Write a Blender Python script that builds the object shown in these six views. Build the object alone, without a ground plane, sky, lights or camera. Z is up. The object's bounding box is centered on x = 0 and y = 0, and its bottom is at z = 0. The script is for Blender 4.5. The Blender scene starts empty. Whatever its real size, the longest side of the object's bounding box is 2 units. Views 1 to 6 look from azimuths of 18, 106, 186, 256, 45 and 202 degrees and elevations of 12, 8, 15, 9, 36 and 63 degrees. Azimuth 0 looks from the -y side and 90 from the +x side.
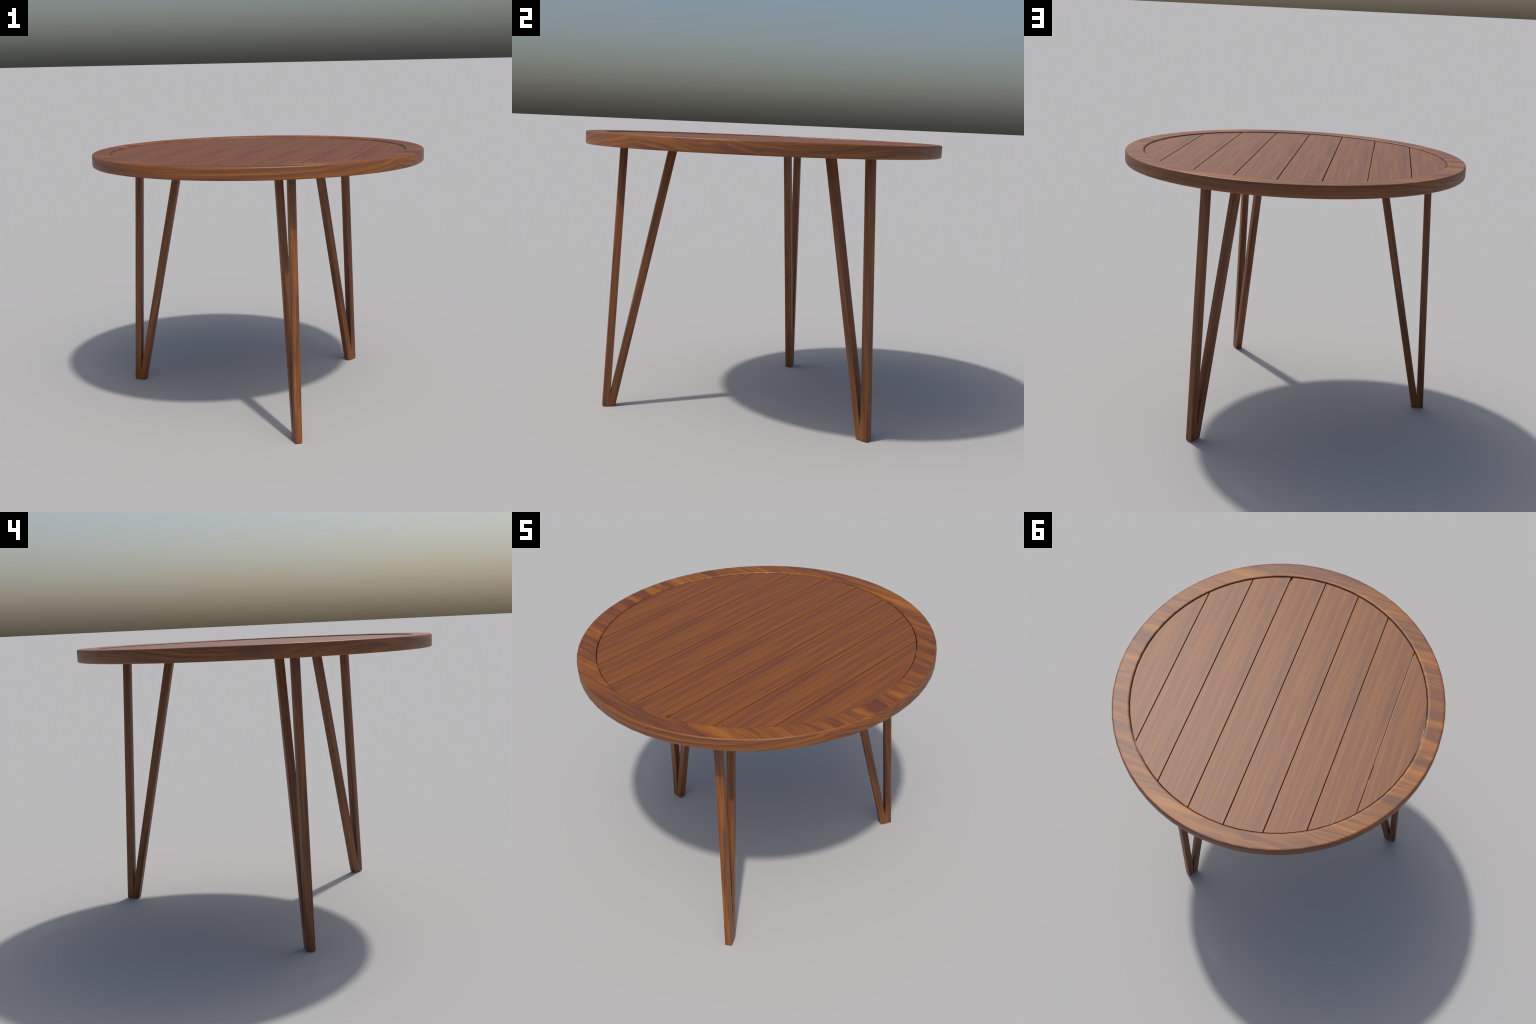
import bpy, bmesh, math
from mathutils import Vector, Matrix

# ------------------------------------------------------------------ sizes (m)
SEGMENTS = 64                    # the round top is a 64-sided turning
R_OUT, R_IN = 1.0, 0.8936        # rim ring, outer and inner radius
Z_TOP, Z_BOTTOM = 1.5526, 1.4820 # rim ring, top and underside
R_SLATS = 0.8899                 # the slats are cut to this circle
SLAT_TOP, SLAT_BOTTOM = 1.5457, 1.5005
SLAT_PITCH, SLAT_GAP, SLAT_COUNT = 0.2268, 0.0052, 8
OUTER_HALF_WIDTH, SEAM_HALF_WIDTH, BRACE_HALF_WIDTH = 0.0193, 0.0215, 0.0206
LEG_TOP = SLAT_BOTTOM - 0.0005

# straight edges of the V-shaped leg in its radial plane: radius at z = 0, slope
OUTER_EDGE = (0.8882, -0.0517)   # upright bar, outside
UPRIGHT_EDGE = (0.8478, -0.0518) # upright bar, inside
BRACE_EDGE = (0.8588, -0.2138)   # slanted bar, outside
INNER_EDGE = (0.8160, -0.2163)   # slanted bar, inside


def radius(edge, z):
    return edge[0] + edge[1] * z


# ------------------------------------------------------------------ materials
class Nodes:
    """Small helper for writing node trees as expressions."""

    def __init__(self, name):
        self.material = bpy.data.materials.new(name)
        self.material.use_nodes = True
        self.tree = self.material.node_tree
        self.shader = self.tree.nodes["Principled BSDF"]

    def put(self, socket, value):
        if isinstance(value, bpy.types.NodeSocket):
            self.tree.links.new(value, socket)
        elif value is not None:
            socket.default_value = value

    def add(self, kind, out=0, inputs=None, **props):
        node = self.tree.nodes.new(kind)
        for key, value in props.items():
            setattr(node, key, value)
        for key, value in (inputs or {}).items():
            self.put(node.inputs[key], value)
        return node.outputs[out]

    def math(self, op, a, b=None, c=None, clamp=False):
        return self.add("ShaderNodeMath", operation=op, use_clamp=clamp,
                        inputs={i: v for i, v in enumerate((a, b, c)) if v is not None})

    def coords(self):
        return self.add("ShaderNodeTexCoord", "Object")

    def split(self, vector):
        node = self.tree.nodes.new("ShaderNodeSeparateXYZ")
        self.tree.links.new(vector, node.inputs[0])
        return node.outputs[0], node.outputs[1], node.outputs[2]

    def join(self, x=0.0, y=0.0, z=0.0):
        return self.add("ShaderNodeCombineXYZ", inputs={0: x, 1: y, 2: z})

    def scale(self, vector, factors):
        return self.add("ShaderNodeVectorMath", operation="MULTIPLY", inputs={0: vector, 1: factors})

    def plus(self, a, b):
        return self.add("ShaderNodeVectorMath", operation="ADD", inputs={0: a, 1: b})

    def noise(self, vector, scale=1.0, detail=2.0, rough=0.5, distortion=0.0):
        return self.add("ShaderNodeTexNoise", "Fac", inputs={
            "Vector": vector, "Scale": scale, "Detail": detail, "Roughness": rough, "Distortion": distortion})

    def ramp(self, value, stops, smooth=False):
        node = self.tree.nodes.new("ShaderNodeValToRGB")
        self.put(node.inputs[0], value)
        ramp = node.color_ramp
        ramp.interpolation = "B_SPLINE" if smooth else "LINEAR"
        while len(ramp.elements) < len(stops):
            ramp.elements.new(0.5)
        for element, (position, colour) in zip(ramp.elements, stops):
            element.position = position
            element.color = (*colour, 1.0) if len(colour) == 3 else colour
        return node.outputs[0]

    def mix(self, factor, a, b, blend="MIX"):
        return self.add("ShaderNodeMix", 2, data_type="RGBA", blend_type=blend,
                        inputs={0: factor, 6: a, 7: b})


DARK = (0.122, 0.0380, 0.0150)
PLUM = (0.147, 0.0455, 0.0165)
BROWN = (0.189, 0.0590, 0.0120)
TAN = (0.228, 0.0740, 0.0104)
ORANGE = (0.268, 0.0885, 0.0110)
GOLD = (0.325, 0.1150, 0.0138)
GREY = (0.5, 0.5, 0.5)


def grain(n, along, across, depth, contrast=1.0, wander=0.02, broad=14.0, reach=1.3, offset=0.0, weights=(0.45, 0.33, 0.22)):
    """A 0..1 wood figure: broad, middle and hair-fine streaks along `along` that wander together."""
    base = n.join(along, across, depth)
    drift = n.math("MULTIPLY", n.math("SUBTRACT", n.noise(n.plus(n.scale(base, (2.6, 5.0, 5.0)), (offset, 3.1, 0.7)), detail=2.0), 0.5), wander * 2)
    curl = n.math("MULTIPLY", n.math("SUBTRACT", n.noise(n.plus(n.scale(base, (9.0, 22.0, 22.0)), (1.7, offset, 4.2)), detail=1.0), 0.5), wander * 0.5)
    moved = n.math("ADD", across, n.math("ADD", drift, curl))

    def streak(density, length, shift):
        return n.noise(n.join(n.math("MULTIPLY", along, length), n.math("MULTIPLY_ADD", moved, density, offset + shift),
                              n.math("MULTIPLY", depth, density)), detail=2.0, rough=0.55)

    wide = streak(broad, reach, 0.0)
    middle = streak(broad * 2.9, reach * 1.7, 7.3)
    fine = streak(broad * 7.5, reach * 3.0, 3.9)
    mixed = n.math("MULTIPLY", wide, weights[0])
    mixed = n.math("MULTIPLY_ADD", middle, weights[1], mixed)
    mixed = n.math("MULTIPLY_ADD", fine, weights[2], mixed)
    return n.math("MULTIPLY_ADD", n.math("SUBTRACT", mixed, 0.5), 3.6 * contrast, 0.5, clamp=True), fine


def finish(n, colour, relief, roughness=0.48, strength=0.08):
    n.put(n.shader.inputs["Base Color"], colour)
    n.put(n.shader.inputs["Roughness"], roughness)
    n.put(n.shader.inputs["IOR"], 1.5)
    bump = n.add("ShaderNodeBump", inputs={"Strength": strength, "Distance": 0.002, "Height": relief})
    n.put(n.shader.inputs["Normal"], bump)
    return n.material


WOOD = [(0.10, DARK), (0.32, PLUM), (0.50, BROWN), (0.68, TAN), (0.88, ORANGE)]
RIM_WOOD = [(0.08, DARK), (0.30, PLUM), (0.46, BROWN), (0.62, TAN), (0.78, ORANGE), (0.97, GOLD)]


def slat_material():
    n = Nodes("slat_wood")
    x, y, z = n.split(n.coords())
    figure, fine = grain(n, y, x, z, contrast=1.25, wander=0.007, broad=42.0, reach=1.2, offset=2.0, weights=(0.22, 0.42, 0.36))
    # every slat carries the same broad bands: dark along its -x edge, pale along +x
    sway = n.math("MULTIPLY", n.math("SUBTRACT", n.noise(n.join(n.math("MULTIPLY", y, 2.4), n.math("MULTIPLY", x, 6.0), 5.0), detail=3.0), 0.5), 0.09)
    t = n.math("ADD", n.math("MULTIPLY_ADD", x, 1.0 / SLAT_PITCH, 0.5), n.math("MULTIPLY", sway, 2.2))
    band = n.ramp(t, [(0.0, (0.52,) * 3), (0.10, (0.40,) * 3), (0.16, (0.25,) * 3), (0.26, (0.30,) * 3), (0.34, (0.66,) * 3),
                      (0.48, (0.52,) * 3), (0.60, (0.60,) * 3), (0.73, (0.34,) * 3), (0.84, (0.66,) * 3), (1.0, (0.70,) * 3)])
    value = n.math("ADD", n.math("MULTIPLY", figure, 0.60), n.math("MULTIPLY", band, 0.42))
    return finish(n, n.ramp(value, WOOD), fine)


def rim_top_material():
    n = Nodes("rim_top_wood")
    x, y, z = n.split(n.coords())
    figure, fine = grain(n, x, y, z, contrast=0.92, wander=0.05, broad=24.0, reach=1.6, offset=5.0)
    # boards of the ring: bands of their own tone with abrupt borders that waver a little
    waver = n.math("MULTIPLY", n.noise(n.join(n.math("MULTIPLY", x, 4.0), n.math("MULTIPLY", y, 7.0), 1.0), detail=2.0), 0.10)
    place = n.math("MULTIPLY", n.math("ADD", y, n.math("MULTIPLY_ADD", x, 0.05, waver)), 17.0)
    cell = n.math("FLOOR", place)
    half = n.math("GREATER_THAN", x, 0.0)
    tone = n.add("ShaderNodeTexWhiteNoise", "Value", noise_dimensions="2D", inputs={"Vector": n.join(cell, half, 0.0)})
    strength = n.math("MULTIPLY", n.math("MULTIPLY", n.math("ABSOLUTE", x), 2.5, clamp=True), 0.36)
    value = n.math("ADD", figure, n.math("MULTIPLY", n.math("SUBTRACT", tone, 0.5), strength), clamp=True)
    return finish(n, n.ramp(value, RIM_WOOD), fine)


def rim_side_material():
    n = Nodes("rim_side_wood")
    x, y, z = n.split(n.coords())
    # long straight streaks on the +-y sides; on the +-x sides they lean, swirl and shorten
    side = n.math("POWER", n.math("ABSOLUTE", x), 5.0)
    swirl = n.math("MULTIPLY", n.math("SUBTRACT", n.noise(n.join(n.math("MULTIPLY", y, 3.6), n.math("MULTIPLY", z, 9.0), n.math("MULTIPLY", x, 3.0)), detail=3.0), 0.5), n.math("MULTIPLY", side, 0.11))
    lean = n.math("MULTIPLY", n.math("MULTIPLY", y, side), 0.16)
    height = n.math("ADD", n.math("ADD", z, swirl), lean)
    figure, fine = grain(n, x, height, n.math("MULTIPLY", y, 0.035), contrast=1.05, wander=0.008, broad=50.0, reach=1.1, offset=8.0)
    return finish(n, n.ramp(figure, WOOD), fine)


def leg_material(name, tilt, offset):
    n = Nodes(name)
    turned = n.add("ShaderNodeMapping", inputs={"Vector": n.coords(), "Rotation": (0.0, tilt, 0.0)})
    x, y, z = n.split(turned)
    # a slight slant of the grain against the bar
    across = n.math("MULTIPLY_ADD", z, 0.03, x)
    figure, fine = grain(n, z, across, y, contrast=1.15, wander=0.016, broad=54.0, reach=1.7, offset=offset)
    return finish(n, n.ramp(figure, WOOD), fine)


# ------------------------------------------------------------------ mesh tools
def make_object(name, bm, materials, parent=None, matrix=None, smooth=40.0):
    mesh = bpy.data.meshes.new(name)
    bmesh.ops.recalc_face_normals(bm, faces=bm.faces)
    bm.to_mesh(mesh)
    bm.free()
    for material in materials:
        mesh.materials.append(material)
    if smooth:
        mesh.polygons.foreach_set("use_smooth", [True] * len(mesh.polygons))
        mesh.set_sharp_from_angle(angle=math.radians(smooth))
    obj = bpy.data.objects.new(name, mesh)
    bpy.context.scene.collection.objects.link(obj)
    if parent is not None:
        obj.parent = parent
    if matrix is not None:
        obj.matrix_local = matrix
    return obj


def arc(cx, cz, r, start, end, steps):
    return [(cx + r * math.cos(math.radians(start + (end - start) * i / steps)),
             cz + r * math.sin(math.radians(start + (end - start) * i / steps))) for i in range(steps + 1)]


def rim_profile():
    """Closed (radius, z) section with rounded edges, and which spans count as 'top'."""
    big, small = 0.0085, 0.007
    section = arc(R_OUT - big, Z_BOTTOM + big, big, -90, 0, 4)
    section += arc(R_OUT - big, Z_TOP - big, big, 0, 90, 4)
    section += [(R_OUT - 2.0 * big, Z_TOP), (R_IN + 2.6 * small, Z_TOP)]
    section += arc(R_IN + small, Z_TOP - small, small, 90, 180, 3)
    section += arc(R_IN + 0.004, Z_BOTTOM + 0.004, 0.004, 180, 270, 2)
    return section


def build_rim(parent, materials):
    bm = bmesh.new()
    section = rim_profile()
    rings = []
    for i in range(SEGMENTS):
        a = math.tau * i / SEGMENTS
        rings.append([bm.verts.new((r * math.cos(a), r * math.sin(a), z)) for r, z in section])
    count = len(section)
    for i in range(SEGMENTS):
        for j in range(count):
            k = (j + 1) % count
            face = bm.faces.new((rings[i][j], rings[(i + 1) % SEGMENTS][j], rings[(i + 1) % SEGMENTS][k], rings[i][k]))
            # the flat top and the inner wall carry straight grain, the outside follows the curve
            face.material_index = 0 if 8 <= j <= 15 or j == count - 1 else 1
    return make_object("rim", bm, materials, parent, smooth=60.0)


def circle_cut(x):
    """Half length of the 64-sided slat disc at offset x."""
    best = 0.0
    for i in range(SEGMENTS // 2):
        a, b = math.tau * i / SEGMENTS, math.tau * (i + 1) / SEGMENTS
        x0, x1 = R_SLATS * math.cos(a), R_SLATS * math.cos(b)
        if x1 <= x <= x0:
            f = (x - x0) / (x1 - x0)
            best = R_SLATS * (math.sin(a) + f * (math.sin(b) - math.sin(a)))
    return best


def build_slat(index, parent, material):
    centre = (index - (SLAT_COUNT - 1) / 2) * SLAT_PITCH
    lo = max(centre - SLAT_PITCH / 2 + SLAT_GAP / 2, -R_SLATS)
    hi = min(centre + SLAT_PITCH / 2 - SLAT_GAP / 2, R_SLATS)
    xs = [R_SLATS * math.cos(math.tau * i / SEGMENTS) for i in range(SEGMENTS // 2 + 1)]
    xs = sorted({round(x, 6) for x in xs if lo < x < hi} | {lo, hi})
    far = [(x, circle_cut(x)) for x in xs]
    near = [(x, -circle_cut(x)) for x in reversed(xs)]
    if index == 4:
        # this slat has lost the corner next to the gap on its +x side
        corner_x, corner_y = near[0]
        near = [p for p in near if p[0] < corner_x - 0.0095]
        edge = -circle_cut(corner_x - 0.0095)
        near = [(corner_x, corner_y + 0.037), (corner_x - 0.0095, edge)] + near
    outline = far + near
    clean = []
    for p in outline:
        if not clean or (Vector(p) - Vector(clean[-1])).length > 1e-5:
            clean.append(p)
    if (Vector(clean[0]) - Vector(clean[-1])).length < 1e-5:
        clean.pop()
    bm = bmesh.new()
    verts = [bm.verts.new((x - centre, y, SLAT_BOTTOM)) for x, y in clean]
    face = bm.faces.new(verts)
    grown = bmesh.ops.extrude_face_region(bm, geom=[face])
    for v in grown["geom"]:
        if isinstance(v, bmesh.types.BMVert):
            v.co.z = SLAT_TOP
    bmesh.ops.recalc_face_normals(bm, faces=bm.faces)
    top_edges = [e for e in bm.edges if all(abs(v.co.z - SLAT_TOP) < 1e-6 for v in e.verts)]
    bmesh.ops.bevel(bm, geom=top_edges, offset=0.0012, segments=2, profile=0.5, affect="EDGES", clamp_overlap=True)
    return make_object("slat", bm, [material], parent, Matrix.Translation((centre, 0, 0)), smooth=0)


def bar_mesh(outline, keep_sharp, lean=0.0):
    """A bar drawn as (radius, z, half width) outline in the radial plane, with eased edges; it may lean sideways."""
    bm = bmesh.new()
    front = [bm.verts.new((r, -w + lean * z, z)) for r, z, w in outline]
    back = [bm.verts.new((r, w + lean * z, z)) for r, z, w in outline]
    bm.faces.new(front)
    bm.faces.new(list(reversed(back)))
    count = len(outline)
    sides = []
    for i in range(count):
        k = (i + 1) % count
        bm.faces.new((front[k], front[i], back[i], back[k]))
        if i not in keep_sharp:
            sides += [bm.edges.get((front[i], front[k])), bm.edges.get((back[i], back[k]))]
    bmesh.ops.recalc_face_normals(bm, faces=bm.faces)
    bmesh.ops.bevel(bm, geom=sides, offset=0.0012, segments=2, profile=0.5, affect="EDGES", clamp_overlap=True)
    return bm


def build_legs(parent, upright_wood, brace_wood):
    crotch = (BRACE_EDGE[0] - UPRIGHT_EDGE[0]) / (UPRIGHT_EDGE[1] - BRACE_EDGE[1])
    outer, seam, slim = OUTER_HALF_WIDTH, SEAM_HALF_WIDTH, BRACE_HALF_WIDTH
    upright = [(radius(UPRIGHT_EDGE, 0), 0, seam), (radius(OUTER_EDGE, 0.0025), 0.0025, outer),
               (radius(OUTER_EDGE, LEG_TOP), LEG_TOP, outer), (radius(UPRIGHT_EDGE, LEG_TOP), LEG_TOP, slim),
               (radius(UPRIGHT_EDGE, crotch), crotch, seam)]
    brace = [(radius(INNER_EDGE, 0), 0, slim), (radius(UPRIGHT_EDGE, 0), 0, seam), (radius(UPRIGHT_EDGE, crotch), crotch, seam),
             (radius(BRACE_EDGE, LEG_TOP), LEG_TOP, slim), (radius(INNER_EDGE, LEG_TOP), LEG_TOP, slim)]
    leg = make_object("leg", bar_mesh(upright, keep_sharp={4}), [upright_wood], parent,
                      Matrix.Rotation(math.radians(180), 4, "Z"), smooth=30.0)
    slant = make_object("brace", bar_mesh(brace, keep_sharp={1}, lean=-0.0027), [brace_wood], leg, smooth=30.0)
    for degrees in (60, -60):
        twin = leg.copy()
        twin.parent = parent
        bpy.context.scene.collection.objects.link(twin)
        twin.matrix_local = Matrix.Rotation(math.radians(degrees), 4, "Z")
        other = slant.copy()
        other.parent = twin
        bpy.context.scene.collection.objects.link(other)


# ------------------------------------------------------------------ the table
table = bpy.data.objects.new("round_table", None)
table.empty_display_size = 0.2
bpy.context.scene.collection.objects.link(table)
table["label"] = "round slatted wooden table on three V-shaped wooden legs"
table["category"] = "table"

build_rim(table, [rim_top_material(), rim_side_material()])
slat_wood = slat_material()
for i in range(SLAT_COUNT):
    build_slat(i, table, slat_wood)
build_legs(table, leg_material("upright_wood", math.atan(0.0515), 1.0), leg_material("brace_wood", math.atan(0.2128), 6.0))
